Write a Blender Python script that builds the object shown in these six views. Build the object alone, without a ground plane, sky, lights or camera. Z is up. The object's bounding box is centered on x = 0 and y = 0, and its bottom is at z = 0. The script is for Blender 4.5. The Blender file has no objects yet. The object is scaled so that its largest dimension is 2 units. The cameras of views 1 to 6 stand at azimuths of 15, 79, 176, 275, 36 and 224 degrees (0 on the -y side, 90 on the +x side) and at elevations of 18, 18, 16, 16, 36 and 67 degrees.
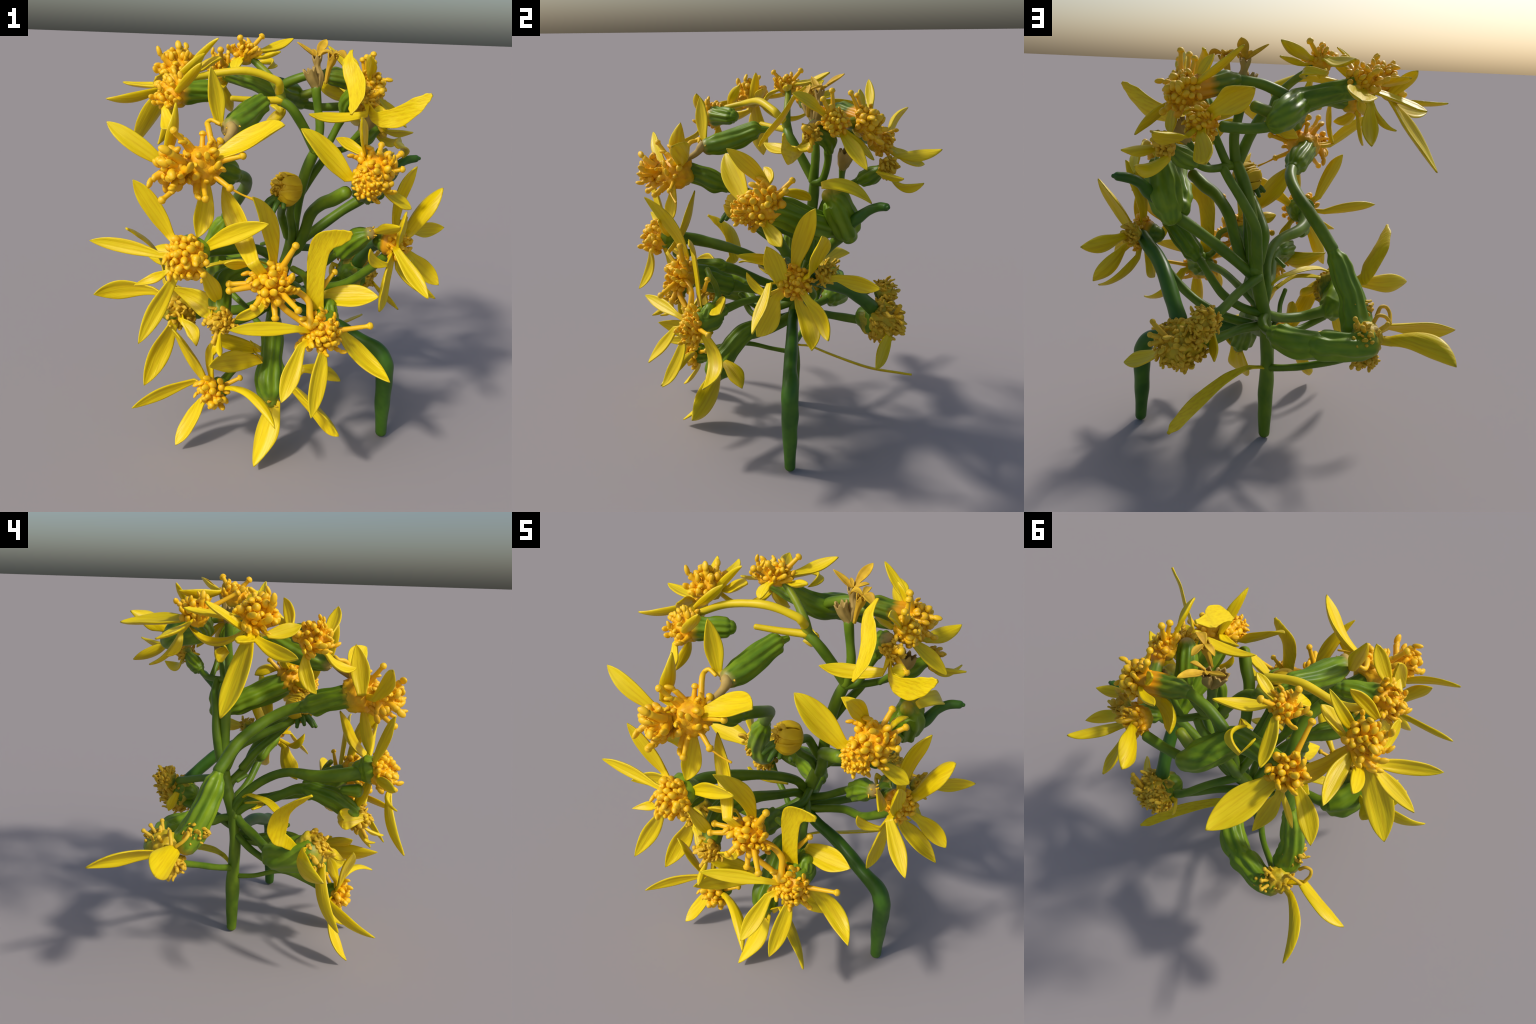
"""A loose head of yellow daisy-like flowers on branching green stalks.

Everything is modelled from a few rules: swept stalks, ribbed involucre bells,
domed discs studded with club-ended florets, and thick lanceolate ray petals
bent through base / middle / tip points.
"""
import bpy, math, random
from mathutils import Vector, Matrix, noise

random.seed(11)
V = Vector

# ------------------------------------------------------------------ materials
def new_mat(name):
    m = bpy.data.materials.new(name)
    m.use_nodes = True
    nt = m.node_tree
    nt.nodes.clear()
    out = nt.nodes.new('ShaderNodeOutputMaterial')
    bs = nt.nodes.new('ShaderNodeBsdfPrincipled')
    nt.links.new(bs.outputs[0], out.inputs[0])
    return m, nt, bs, out

class G:
    """tiny helper for wiring nodes"""
    def __init__(self, nt):
        self.nt = nt
    def node(self, kind, **kw):
        n = self.nt.nodes.new(kind)
        for k, v in kw.items():
            setattr(n, k, v)
        return n
    def link(self, a, b):
        self.nt.links.new(a, b)
    def coord(self, which, scale=(1, 1, 1)):
        t = self.node('ShaderNodeTexCoord')
        mp = self.node('ShaderNodeMapping')
        mp.inputs['Scale'].default_value = scale
        self.link(t.outputs[which], mp.inputs['Vector'])
        return mp.outputs[0]
    def noise(self, vec, scale, detail=3, rough=0.55):
        n = self.node('ShaderNodeTexNoise')
        n.inputs['Scale'].default_value = scale
        n.inputs['Detail'].default_value = detail
        n.inputs['Roughness'].default_value = rough
        self.link(vec, n.inputs['Vector'])
        return n.outputs[0]
    def ramp(self, fac, stops):
        r = self.node('ShaderNodeValToRGB')
        e = r.color_ramp.elements
        while len(e) < len(stops):
            e.new(0.5)
        for el, (p, c) in zip(e, stops):
            el.position = p
            el.color = (*c, 1)
        self.link(fac, r.inputs[0])
        return r.outputs[0]
    def mix(self, fac, a, b, mode='MIX'):
        m = self.node('ShaderNodeMix', data_type='RGBA', blend_type=mode)
        for sock, val in ((m.inputs[0], fac), (m.inputs[6], a), (m.inputs[7], b)):
            if hasattr(val, 'links'):
                self.link(val, sock)
            else:
                sock.default_value = val if isinstance(val, (int, float)) else (*val, 1)
        return m.outputs[2]
    def math(self, op, a, b=None):
        m = self.node('ShaderNodeMath', operation=op)
        for s, v in ((m.inputs[0], a), (m.inputs[1], b)):
            if v is None:
                continue
            if hasattr(v, 'links'):
                self.link(v, s)
            else:
                s.default_value = v
        return m.outputs[0]
    def sep(self, vec):
        s = self.node('ShaderNodeSeparateXYZ')
        self.link(vec, s.inputs[0])
        return s.outputs
    def bump(self, h, strength, dist):
        b = self.node('ShaderNodeBump')
        b.inputs['Strength'].default_value = strength
        b.inputs['Distance'].default_value = dist
        self.link(h, b.inputs['Height'])
        return b.outputs[0]

def setp(bs, **kw):
    for k, v in kw.items():
        bs.inputs[k].default_value = v

def petal_material():
    m, nt, bs, out = new_mat('petal_yellow')
    g = G(nt)
    streak = g.noise(g.coord('Object', (5, 95, 20)), 1.0, 4)
    soft = g.noise(g.coord('Object', (9, 14, 9)), 1.0, 2)
    col = g.ramp(streak, [(0.30, PETAL_DEEP), (0.52, PETAL), (0.75, PETAL_PALE)])
    col = g.mix(g.math('MULTIPLY', soft, 0.22), col, PETAL_DEEP)
    gx = g.sep(g.coord('Generated'))[0]
    base = g.ramp(gx, [(0.0, (1, 1, 1)), (0.22, (0, 0, 0))])
    col = g.mix(g.math('MULTIPLY', base, 0.55), col, PETAL_BASE)
    tip = g.ramp(gx, [(0.965, (0, 0, 0)), (1.0, (1, 1, 1))])
    col = g.mix(g.math('MULTIPLY', tip, 0.55), col, (0.16, 0.11, 0.012))
    rnd = g.node('ShaderNodeObjectInfo').outputs['Random']
    col = g.mix(g.math('MULTIPLY', rnd, 0.14), col, PETAL_DEEP)
    g.link(col, bs.inputs['Base Color'])
    setp(bs, Roughness=0.42)
    bs.inputs['Specular IOR Level'].default_value = 0.38
    g.link(g.bump(streak, 0.5, 0.005), bs.inputs['Normal'])
    tr = g.node('ShaderNodeBsdfTranslucent')
    g.link(col, tr.inputs[0])
    mx = g.node('ShaderNodeMixShader')
    mx.inputs[0].default_value = 0.12
    g.link(bs.outputs[0], mx.inputs[1])
    g.link(tr.outputs[0], mx.inputs[2])
    g.link(mx.outputs[0], out.inputs[0])
    return m

def floret_material(name, low, high, spots, rough=0.45):
    m, nt, bs, out = new_mat(name)
    g = G(nt)
    gz = g.sep(g.coord('Generated'))[2]
    col = g.ramp(gz, [(0.0, low), (0.85, high)])
    n = g.noise(g.coord('Object'), 45, 3)
    k = g.ramp(n, [(0.52, (0, 0, 0)), (0.75, (1, 1, 1))])
    col = g.mix(g.math('MULTIPLY', k, 0.6), col, spots)
    rnd = g.node('ShaderNodeObjectInfo').outputs['Random']
    col = g.mix(g.math('MULTIPLY', rnd, 0.3), col, low)
    g.link(col, bs.inputs['Base Color'])
    setp(bs, Roughness=rough)
    bs.inputs['Specular IOR Level'].default_value = 0.4
    return m

def disc_material(name, a, b, c, back):
    """lumpy disc body; the back of the body (low generated z) takes the bell's colour"""
    m, nt, bs, out = new_mat(name)
    g = G(nt)
    n = g.noise(g.coord('Object'), 22, 4)
    col = g.ramp(n, [(0.3, a), (0.5, b), (0.72, c)])
    gz = g.sep(g.coord('Generated'))[2]
    wob = g.math('ADD', gz, g.math('MULTIPLY', g.math('SUBTRACT', n, 0.5), 0.5))
    k = g.ramp(wob, [(0.05, (1, 1, 1)), (0.32, (0, 0, 0))])
    col = g.mix(k, col, back)
    g.link(col, bs.inputs['Base Color'])
    setp(bs, Roughness=0.5)
    bs.inputs['Specular IOR Level'].default_value = 0.35
    g.link(g.bump(g.noise(g.coord('Object'), 60, 3), 0.4, 0.006), bs.inputs['Normal'])
    return m

def bell_material(name, ribs, light, dark, top, top_at):
    m, nt, bs, out = new_mat(name)
    g = G(nt)
    o = g.sep(g.coord('Object'))
    ang = g.math('ARCTAN2', o[1], o[0])
    wave = g.math('COSINE', g.math('MULTIPLY', ang, float(ribs)))
    n = g.noise(g.coord('Object', (1, 1, 0.35)), 24, 4)
    f = g.math('ADD', g.math('MULTIPLY', wave, 0.10), n)
    col = g.ramp(f, [(0.28, dark), (0.72, light)])
    col = g.mix(g.math('MULTIPLY', g.noise(g.coord('Object'), 7, 2), 0.35), col, dark)
    gz = g.sep(g.coord('Generated'))[2]
    wob = g.math('ADD', gz, g.math('MULTIPLY', g.math('SUBTRACT', n, 0.5), 0.25))
    k = g.ramp(wob, [(top_at, (0, 0, 0)), (min(1.0, top_at + 0.14), (1, 1, 1))])
    col = g.mix(k, col, top)
    g.link(col, bs.inputs['Base Color'])
    setp(bs, Roughness=0.42)
    bs.inputs['Specular IOR Level'].default_value = 0.3
    g.link(g.bump(n, 0.15, 0.006), bs.inputs['Normal'])
    return m

def stem_material(name, light, dark, rough=0.38):
    m, nt, bs, out = new_mat(name)
    g = G(nt)
    n = g.noise(g.coord('Object', (1, 1, 0.5)), 12, 4)
    col = g.ramp(n, [(0.35, dark), (0.68, light)])
    fine = g.noise(g.coord('Object'), 80, 2)
    k = g.ramp(fine, [(0.62, (0, 0, 0)), (0.8, (1, 1, 1))])
    col = g.mix(g.math('MULTIPLY', k, 0.25), col, light)
    g.link(col, bs.inputs['Base Color'])
    setp(bs, Roughness=rough + 0.06)
    bs.inputs['Specular IOR Level'].default_value = 0.3
    g.link(g.bump(n, 0.12, 0.008), bs.inputs['Normal'])
    return m

PETAL = (0.89, 0.69, 0.003)
PETAL_DEEP = (0.76, 0.52, 0.002)
PETAL_PALE = (0.92, 0.75, 0.010)
PETAL_BASE = (0.84, 0.54, 0.004)

MAT = {
    'petal': petal_material(),
    'gold': floret_material('floret_gold', (0.84, 0.42, 0.004), (0.90, 0.56, 0.010), (0.92, 0.60, 0.015)),
    'brown': floret_material('floret_dry', (0.64, 0.38, 0.012), (0.78, 0.51, 0.024), (0.52, 0.29, 0.012), 0.6),
    'gold_disc': disc_material('disc_gold', (0.80, 0.34, 0.004), (0.88, 0.47, 0.006), (0.90, 0.53, 0.012), (0.55, 0.40, 0.012)),
    'brown_disc': disc_material('disc_dry', (0.46, 0.29, 0.008), (0.66, 0.47, 0.014), (0.58, 0.47, 0.020), (0.10, 0.17, 0.015)),
    'bell': bell_material('involucre_green', 9, (0.215, 0.335, 0.010), (0.088, 0.180, 0.007), (0.22, 0.27, 0.015), 0.90),
    'bell_gold': bell_material('involucre_gold_rim', 9, (0.215, 0.335, 0.010), (0.088, 0.180, 0.007), (0.62, 0.36, 0.010), 0.72),
    'bell_lime': bell_material('involucre_lime', 9, (0.24, 0.36, 0.012), (0.115, 0.22, 0.008), (0.48, 0.36, 0.02), 0.88),
    'bell_dry': bell_material('involucre_dry_rim', 8, (0.215, 0.335, 0.010), (0.088, 0.180, 0.007), (0.42, 0.30, 0.10), 0.88),
    'bell_amber': bell_material('involucre_amber', 8, (0.20, 0.26, 0.014), (0.07, 0.16, 0.010), (0.70, 0.33, 0.008), 0.45),
    'stem': stem_material('stalk_green', (0.175, 0.275, 0.011), (0.085, 0.170, 0.008)),
    'stem_dark': stem_material('stalk_deep_green', (0.075, 0.185, 0.014), (0.036, 0.115, 0.011), 0.32),
    'stem_yellow': stem_material('stalk_yellow', (0.86, 0.66, 0.012), (0.74, 0.54, 0.010)),
    'stem_turning': stem_material('stalk_turning', (0.34, 0.36, 0.016), (0.09, 0.20, 0.012)),
    'sepal': stem_material('sepal_green', (0.11, 0.20, 0.014), (0.05, 0.13, 0.010)),
    'bud': stem_material('bud_yellow', (0.78, 0.54, 0.010), (0.60, 0.37, 0.006), 0.5),
    'tan': stem_material('dry_tan', (0.56, 0.40, 0.12), (0.36, 0.24, 0.06), 0.6),
    'dry_petal': stem_material('dry_petal_orange', (0.78, 0.50, 0.025), (0.50, 0.28, 0.015), 0.55),
}

# ------------------------------------------------------------------- helpers
ROOT = bpy.data.objects.new('flower_cluster', None)
ROOT['label'] = 'cluster of yellow ragged daisy flowers on branching green stalks'
ROOT['category'] = 'flower'
bpy.context.collection.objects.link(ROOT)

def add_object(name, mesh, mat, parent=None, matrix=None):
    ob = bpy.data.objects.new(name, mesh)
    bpy.context.collection.objects.link(ob)
    if mat is not None and not mesh.materials:
        mesh.materials.append(MAT[mat])
    ob.parent = parent or ROOT
    if matrix is not None:
        ob.matrix_world = matrix
        if parent is not None and parent is not ROOT:
            ob.matrix_parent_inverse = parent.matrix_world.inverted()
            ob.matrix_basis = matrix
    return ob

def make_mesh(name, verts, faces):
    me = bpy.data.meshes.new(name)
    me.from_pydata([tuple(v) for v in verts], [], faces)
    me.update()
    me.polygons.foreach_set('use_smooth', [True] * len(me.polygons))
    return me

def frame(origin, z, x_hint=None):
    z = z.normalized()
    h = x_hint or (V((0, 0, 1)) if abs(z.z) < 0.9 else V((1, 0, 0)))
    x = (h - z * h.dot(z)).normalized()
    y = z.cross(x)
    m = Matrix((x, y, z)).transposed().to_4x4()
    m.translation = origin
    return m

def catmull(pts, vals, per=7):
    """smooth curve through the points, with a value (radius) carried along"""
    pts = [V(p) for p in pts]
    if len(pts) == 2:
        pts = [pts[0], (pts[0] + pts[1]) / 2, pts[1]]
        vals = [vals[0], (vals[0] + vals[1]) / 2, vals[1]]
    ext = [pts[0] * 2 - pts[1]] + pts + [pts[-1] * 2 - pts[-2]]
    out, rad = [], []
    for i in range(len(pts) - 1):
        a, b, c, d = ext[i:i + 4]
        for k in range(per):
            t = k / per
            p = 0.5 * ((2 * b) + (c - a) * t + (2 * a - 5 * b + 4 * c - d) * t * t + (3 * b - a - 3 * c + d) * t ** 3)
            out.append(p)
            s = t * t * (3 - 2 * t)
            rad.append(vals[i] * (1 - s) + vals[i + 1] * s)
    out.append(pts[-1])
    rad.append(vals[-1])
    return out, rad

def sweep(points, radii, seg=18, ribs=0, depth=0.0, wobble=0.0, per=7, flat=1.0, seed=0.0):
    """swept tube with rounded ends, optional lengthwise ribs and slow lumps"""
    pts, rad = catmull(points, radii, per)
    n = len(pts)
    tang = [(pts[min(i + 1, n - 1)] - pts[max(i - 1, 0)]).normalized() for i in range(n)]
    # rounded caps: extra rings that shrink on a quarter circle
    rings = []
    for a in (80, 55, 28):
        a = math.radians(a)
        rings.append((pts[0] - tang[0] * rad[0] * math.sin(a) * 0.8, rad[0] * math.cos(a), tang[0], 0.0))
    for i in range(n):
        rings.append((pts[i], rad[i], tang[i], i / (n - 1)))
    for a in (28, 55, 80):
        a = math.radians(a)
        rings.append((pts[-1] + tang[-1] * rad[-1] * math.sin(a) * 0.8, rad[-1] * math.cos(a), tang[-1], 1.0))
    x = None
    verts, faces = [], []
    for c, r, t, f in rings:
        if x is None:
            x = V((0, 0, 1)) if abs(t.z) < 0.9 else V((1, 0, 0))
        x = (x - t * x.dot(t)).normalized()
        y = t.cross(x)
        fade = min(1, f * 6, (1 - f) * 6) if ribs else 0
        for k in range(seg):
            th = 2 * math.pi * k / seg
            rr = r
            if ribs:
                rr *= 1 + depth * fade * math.cos(ribs * th + 1.5 * math.sin(seed + 2.5 * f))
            if wobble:
                q = c + (x * math.cos(th) + y * math.sin(th)) * r
                rr *= 1 + wobble * noise.noise(q * 11 + V((seed, seed, seed)))
            verts.append(c + x * math.cos(th) * rr + y * math.sin(th) * rr * flat)
    m = len(rings)
    for i in range(m - 1):
        for k in range(seg):
            a, b = i * seg + k, i * seg + (k + 1) % seg
            faces.append((a, b, b + seg, a + seg))
    faces.append(tuple(range(seg - 1, -1, -1)))
    faces.append(tuple(range((m - 1) * seg, m * seg)))
    return verts, faces

def tube(name, points, radii, mat, parent=None, **kw):
    """swept part whose own z axis runs from its first to its last point"""
    if isinstance(radii, (int, float)):
        radii = [radii] * len(points)
    verts, faces = sweep(points, radii, **kw)
    a, b = V(points[0]), V(points[-1])
    m = frame(a, (b - a))
    inv = m.inverted()
    return add_object(name, make_mesh(name, [inv @ v for v in verts], faces), mat, parent, m)

def bell(points, radii, mat='bell', parent=None, ribs=9, depth=0.085, **kw):
    kw.setdefault('wobble', 0.22)
    return tube('involucre', points, radii, mat, parent, seg=54, ribs=ribs, depth=depth, per=9,
                seed=random.uniform(0, 6), **kw)

def branch(points, radii, mat='stem', parent=None, name='branch'):
    radii = [r * 1.06 for r in radii]
    return tube(name, points, radii, mat, parent, seg=16, wobble=0.10, seed=random.uniform(0, 6))

def cup(points, radii, mat, parent=None, teeth=6, wall=0.75):
    """open dry calyx: flared double-walled tube with a ragged rim"""
    pts, rad = catmull(points, radii, 5)
    n, seg = len(pts), 24
    a = V(points[0])
    m = frame(a, V(points[-1]) - a)
    inv = m.inverted()
    loops = [(i, 1.0) for i in range(n)] + [(i, wall) for i in range(n - 1, n // 2, -1)]
    x = V((1, 0, 0))
    verts, faces = [], []
    for i, k in loops:
        t = (pts[min(i + 1, n - 1)] - pts[max(i - 1, 0)]).normalized()
        x = (x - t * x.dot(t)).normalized()
        y = t.cross(x)
        f = i / (n - 1)
        for j in range(seg):
            th = 2 * math.pi * j / seg
            rr = rad[i] * k * (1 + 0.10 * math.cos(teeth * th))
            up = max(0, f - 0.6) * 0.030 * math.cos(teeth * th + 0.6) + 0.006 * noise.noise(V((th * 2, f * 3, a.x * 9)))
            verts.append(inv @ (pts[i] + (x * math.cos(th) + y * math.sin(th)) * rr + t * up))
    L = len(loops)
    for i in range(L - 1):
        for j in range(seg):
            p, q = i * seg + j, i * seg + (j + 1) % seg
            faces.append((p, q, q + seg, p + seg))
    faces.append(tuple(range(seg - 1, -1, -1)))
    faces.append(tuple(range((L - 1) * seg, L * seg)))
    return add_object('dry_cup', make_mesh('dry_cup', verts, faces), mat, parent, m)

# --------------------------------------------------------------------- petals
def petal(B, M, T, width, normal, parent=None, mat='petal', name='petal', base=0.50, blunt=0.0, thick=0.0145, root=None):
    """thick lanceolate ray petal bent through base, middle and tip; cupped, with two pleats"""
    B, M, T = V(B), V(M), V(T)
    X = (T - B)
    L = X.length
    X.normalize()
    N = V(normal)
    N = (N - X * N.dot(X)).normalized()
    Y = N.cross(X)
    mat4 = Matrix((X, Y, N)).transposed().to_4x4()
    mat4.translation = B
    inv = mat4.inverted()
    m = inv @ M
    ext = None
    if root is not None:
        ext = inv @ V(root)
        if ext.length > 0.085:
            ext *= 0.085 / ext.length
    nt, ns = 30, 13
    rs = random.Random(int(abs(B.x * 7919 + B.y * 104729 + T.z * 1299709) * 1000))
    cup = rs.uniform(0.20, 0.38)
    pleat = rs.uniform(0.11, 0.21)
    twist = rs.uniform(-0.25, 0.25)
    ph = rs.uniform(0, 6)
    peak = rs.uniform(0.46, 0.58)
    hook = rs.choice((-1, 1, 1)) * rs.uniform(0.01, 0.045) * L
    def spine(t):
        # quadratic through (0), m at one half, (L,0,0)
        k = 4 * t * (1 - t)
        q = V((L, 0, 0)) * t
        off = m - V((L / 2, 0, 0))
        return q + off * k + V((0, 0, hook)) * max(0.0, t - 0.72) ** 2 * 8
    def half_width(t):
        if t < peak:
            u = t / peak
            s = base + (1 - base) * math.sin(u * math.pi / 2) ** 1.15
        else:
            u = (t - peak) / (1 - peak)
            s = (1 - u ** (1.9 + 2.2 * blunt)) ** (0.86 - 0.3 * blunt)
        return 0.5 * width * max(s, 0.03)
    rings = []
    back = 4 if ext is not None else 0            # extra rings that run down into the head
    for i in range(-back, nt + 1):
        t = max(i, 0) / nt
        t = 1 - (1 - t) ** 1.15
        c = spine(t)
        d = (spine(min(t + 0.01, 1)) - spine(max(t - 0.01, 0))).normalized()
        if i <= 0 and ext is not None:
            e = -i / back
            c = ext * e
            d = (d * (1 - 0.7 * e) - ext.normalized() * (0.7 * e)).normalized()
        y = V((0, 1, 0))
        y = (y - d * y.dot(d)).normalized()
        z = d.cross(y)
        a = twist * (t - 0.5)
        y, z = y * math.cos(a) + z * math.sin(a), z * math.cos(a) - y * math.sin(a)
        hw = half_width(t) * (1 + 0.035 * math.sin(9 * t + ph)) * (1 + 0.06 * min(i, 0))
        top, bot = [], []
        for j in range(ns):
            s = -1 + 2 * j / (ns - 1)
            s = math.sin(s * math.pi / 2)          # bunch points near the rim
            lift = hw * (cup * s * s - pleat * math.exp(-((abs(s) - 0.36) / 0.16) ** 2) * min(1, 4 * t) * (1 - t * 0.5)
                         + 0.10 * math.sin(5 * t + ph) * s)
            h = (thick * (0.55 + 0.45 * min(1, 3 * (1 - t)))) * 0.5 * max(0.0, 1 - s ** 6) ** 0.5
            if i in (-back, nt):
                h *= 0.4
            p = c + y * (hw * s) + z * lift
            top.append(p + z * h)
            if 0 < j < ns - 1:
                bot.append(p - z * h)
        rings.append(top + bot[::-1])
    R = len(rings[0])
    verts = [p for r in rings for p in r]
    faces = []
    nt += back
    for i in range(nt):
        for k in range(R):
            a, b = i * R + k, i * R + (k + 1) % R
            faces.append((a, a + R, b + R, b))
    faces.append(tuple(range(R)))
    faces.append(tuple(range(nt * R + R - 1, nt * R - 1, -1)))
    return add_object(name, make_mesh(name, verts, faces), mat, parent, mat4)

def bent_petal(points, widths, normal, parent=None, mat='petal', name='petal', thick=0.011):
    """petal with a strongly curved spine: flattened sweep with its own width at each point"""
    pts, wid = catmull(points, widths, 9)
    n = len(pts)
    a = V(points[0])
    z = (V(points[-1]) - a).normalized()
    m4 = frame(a, z, V(normal))
    inv = m4.inverted()
    N = V(normal)
    R, rings = 20, []
    for i, p in enumerate(pts):
        d = (pts[min(i + 1, n - 1)] - pts[max(i - 1, 0)]).normalized()
        N = (N - d * N.dot(d)).normalized()
        y = N.cross(d)
        ring = []
        for k in range(R):
            th = 2 * math.pi * k / R
            cy, sy = math.cos(th), math.sin(th)
            cy = math.copysign(abs(cy) ** 0.7, cy)
            lift = 0.10 * wid[i] * cy * cy
            ring.append(inv @ (p + y * cy * wid[i] * 0.5 + N * (sy * thick * 0.5 + lift)))
        rings.append(ring)
    verts = [q for r in rings for q in r]
    faces = []
    for i in range(n - 1):
        for k in range(R):
            b = i * R + k
            c = i * R + (k + 1) % R
            faces.append((b, c, c + R, b + R))
    faces.append(tuple(range(R - 1, -1, -1)))
    faces.append(tuple(range((n - 1) * R, n * R)))
    return add_object(name, make_mesh(name, verts, faces), mat, parent, m4)

# -------------------------------------------------------------------- florets
def floret_mesh(name, length, r, ball, bend, crumple, seed):
    """club: slim tube that ends in a small ball, standing on z"""
    prof = [(-0.35, 1.6), (0.08, 1.15), (0.35, 0.92), (0.60, 0.92), (0.74, 1.0)]
    pts = [(f * length, r * q) for f, q in prof]
    zc = length
    for a in (-55, -25, 5, 35, 62, 84):
        a = math.radians(a)
        pts.append((zc + ball * math.sin(a), ball * math.cos(a)))
    seg = 12
    verts, faces = [], []
    for z, q in pts:
        cx = bend * (z / max(length, 1e-4)) ** 2 * length
        for k in range(seg):
            th = 2 * math.pi * k / seg
            p = V((cx + q * math.cos(th), q * math.sin(th), z))
            if crumple:
                p += p.normalized() * crumple * noise.noise(p * 70 + V((seed * 3.1, seed, 0)))
                p.x += crumple * 0.8 * noise.noise(p * 45 + V((0, seed, seed)))
            verts.append(p)
    n = len(pts)
    for i in range(n - 1):
        for k in range(seg):
            a, b = i * seg + k, i * seg + (k + 1) % seg
            faces.append((a, b, b + seg, a + seg))
    faces.append(tuple(range((n - 1) * seg, n * seg)))
    return make_mesh(name, verts, faces)

FLORETS = {
    'gold': [floret_mesh('disc_floret_gold', l, 0.0115, b, bd, 0.002, i)
             for i, (l, b, bd) in enumerate(((0.018, 0.0145, 0.1), (0.025, 0.0132, -0.2), (0.032, 0.0125, 0.35), (0.020, 0.0158, 0.0), (0.052, 0.0125, 0.4)))],
    'brown': [floret_mesh('disc_floret_dry', l, 0.0085, b, bd, 0.007, i + 9)
              for i, (l, b, bd) in enumerate(((0.016, 0.0105, 0.3), (0.022, 0.0095, -0.4), (0.030, 0.0110, 0.5), (0.019, 0.0090, 0.1)))],
}
for k, lst in FLORETS.items():
    for me in lst:
        me.materials.append(MAT[k])
N_NAMED = {'gold': 0, 'brown': 0}

def disc(center, axis, r, depth, kind='gold', count=34, spread=105, size=1.0, back=0.70, lump=0.18, long_share=0.22, tilt=0.45):
    """flower head: lumpy domed disc, studded with florets that stand off it"""
    c, ax = V(center), V(axis).normalized()
    count = int(count * 1.2)
    r, depth = r * 0.76, depth * 0.85          # room for the florets inside the outer radius
    c0 = c - ax * depth * back
    m = frame(c0, ax)
    import bmesh
    bm = bmesh.new()
    bmesh.ops.create_icosphere(bm, subdivisions=4, radius=1)
    me = bpy.data.meshes.new('flower_head')
    sd = V((c.x * 9, c.y * 7, c.z * 5))
    def radius_at(u):
        return 1 + lump * noise.noise(u * 2.2 + sd) + lump * 0.5 * noise.noise(u * 5.5 + sd)
    sx = V((r, r, depth))
    for v in bm.verts:
        u = v.co.normalized()
        k = radius_at(u)
        v.co = V((u.x * sx.x * k, u.y * sx.y * k, u.z * sx.z * k))
    bm.to_mesh(me)
    bm.free()
    me.polygons.foreach_set('use_smooth', [True] * len(me.polygons))
    head = add_object('flower_head', me, kind + '_disc', None, m)
    rs = random.Random(int(abs(c.x * 911 + c.y * 577 + c.z * 353) * 1000))
    joined_v, joined_f = [], []
    cosmin = math.cos(math.radians(spread))
    ga = math.pi * (3 - math.sqrt(5))
    for i in range(count):
        cz = 1 - (1 - cosmin) * (i + 0.5) / count
        th = i * ga + rs.uniform(-0.25, 0.25)
        cz = max(-1, min(1, cz + rs.uniform(-0.04, 0.04)))
        sn = math.sqrt(max(0, 1 - cz * cz))
        u = V((sn * math.cos(th), sn * math.sin(th), cz))
        k = radius_at(u)
        p = V((u.x * sx.x * k, u.y * sx.y * k, u.z * sx.z * k)) * 0.90
        nrm = V((u.x / sx.x, u.y / sx.y, u.z / sx.z)).normalized()
        d = (nrm + V((0, 0, tilt)) + V([rs.uniform(-0.32, 0.32) for _ in range(3)])).normalized()
        lib = FLORETS[kind]
        long_one = rs.random() < long_share and cz < 0.75
        mesh = lib[-1] if long_one else lib[rs.randrange(len(lib) - 1)]
        f = frame(p, d, V((math.cos(th + 2), math.sin(th + 2), 0.3)))
        s = size * rs.uniform(0.74, 1.20)
        f = f @ Matrix.Diagonal((s, s, s * rs.uniform(0.85, 1.2), 1))
        if N_NAMED[kind] < (300 if kind == 'gold' else 250) and (kind == 'gold' and i < count * 0.62 or kind == 'brown' and i < count * 0.5):
            N_NAMED[kind] += 1
            ob = bpy.data.objects.new('disc_floret', mesh)
            bpy.context.collection.objects.link(ob)
            ob.parent = head
            ob.matrix_basis = f
        else:
            b0 = len(joined_v)
            joined_v += [f @ v.co for v in mesh.vertices]
            joined_f += [tuple(b0 + q for q in pl.vertices) for pl in mesh.polygons]
    if joined_v:
        fr = bpy.data.objects.new('floret_fringe', make_mesh('floret_fringe', joined_v, joined_f))
        bpy.context.collection.objects.link(fr)
        fr.data.materials.append(MAT[kind])
        fr.parent = head
        fr['kind'] = 'stuff'
    return head

def style(head, tips, r=0.011, ball=0.0165, mat='gold', start=None, droop=0.0):
    """long stray florets: a club from the disc out to each tip"""
    c = head.matrix_world.translation
    for tip in tips:
        tip = V(tip)
        d = tip - c
        a = c + d * 0.25 if start is None else V(start)
        mid = a.lerp(tip, 0.55) + V((0, 0, droop))
        end = tip + (tip - mid).normalized() * 0.0
        tube('long_floret', [a, mid, a.lerp(tip, 0.86) + V((0, 0, droop * 0.4)), tip - d.normalized() * 0.004, end],
             [r * 1.2, r * 0.95, r * 0.85, ball, ball * 0.95], mat, head, seg=12, per=5, wobble=0.12, seed=tip.x * 9)

def petals(head, rows, **kw):
    for row in rows:
        petal(*row, parent=head, root=head.matrix_world.translation, **kw)

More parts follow.
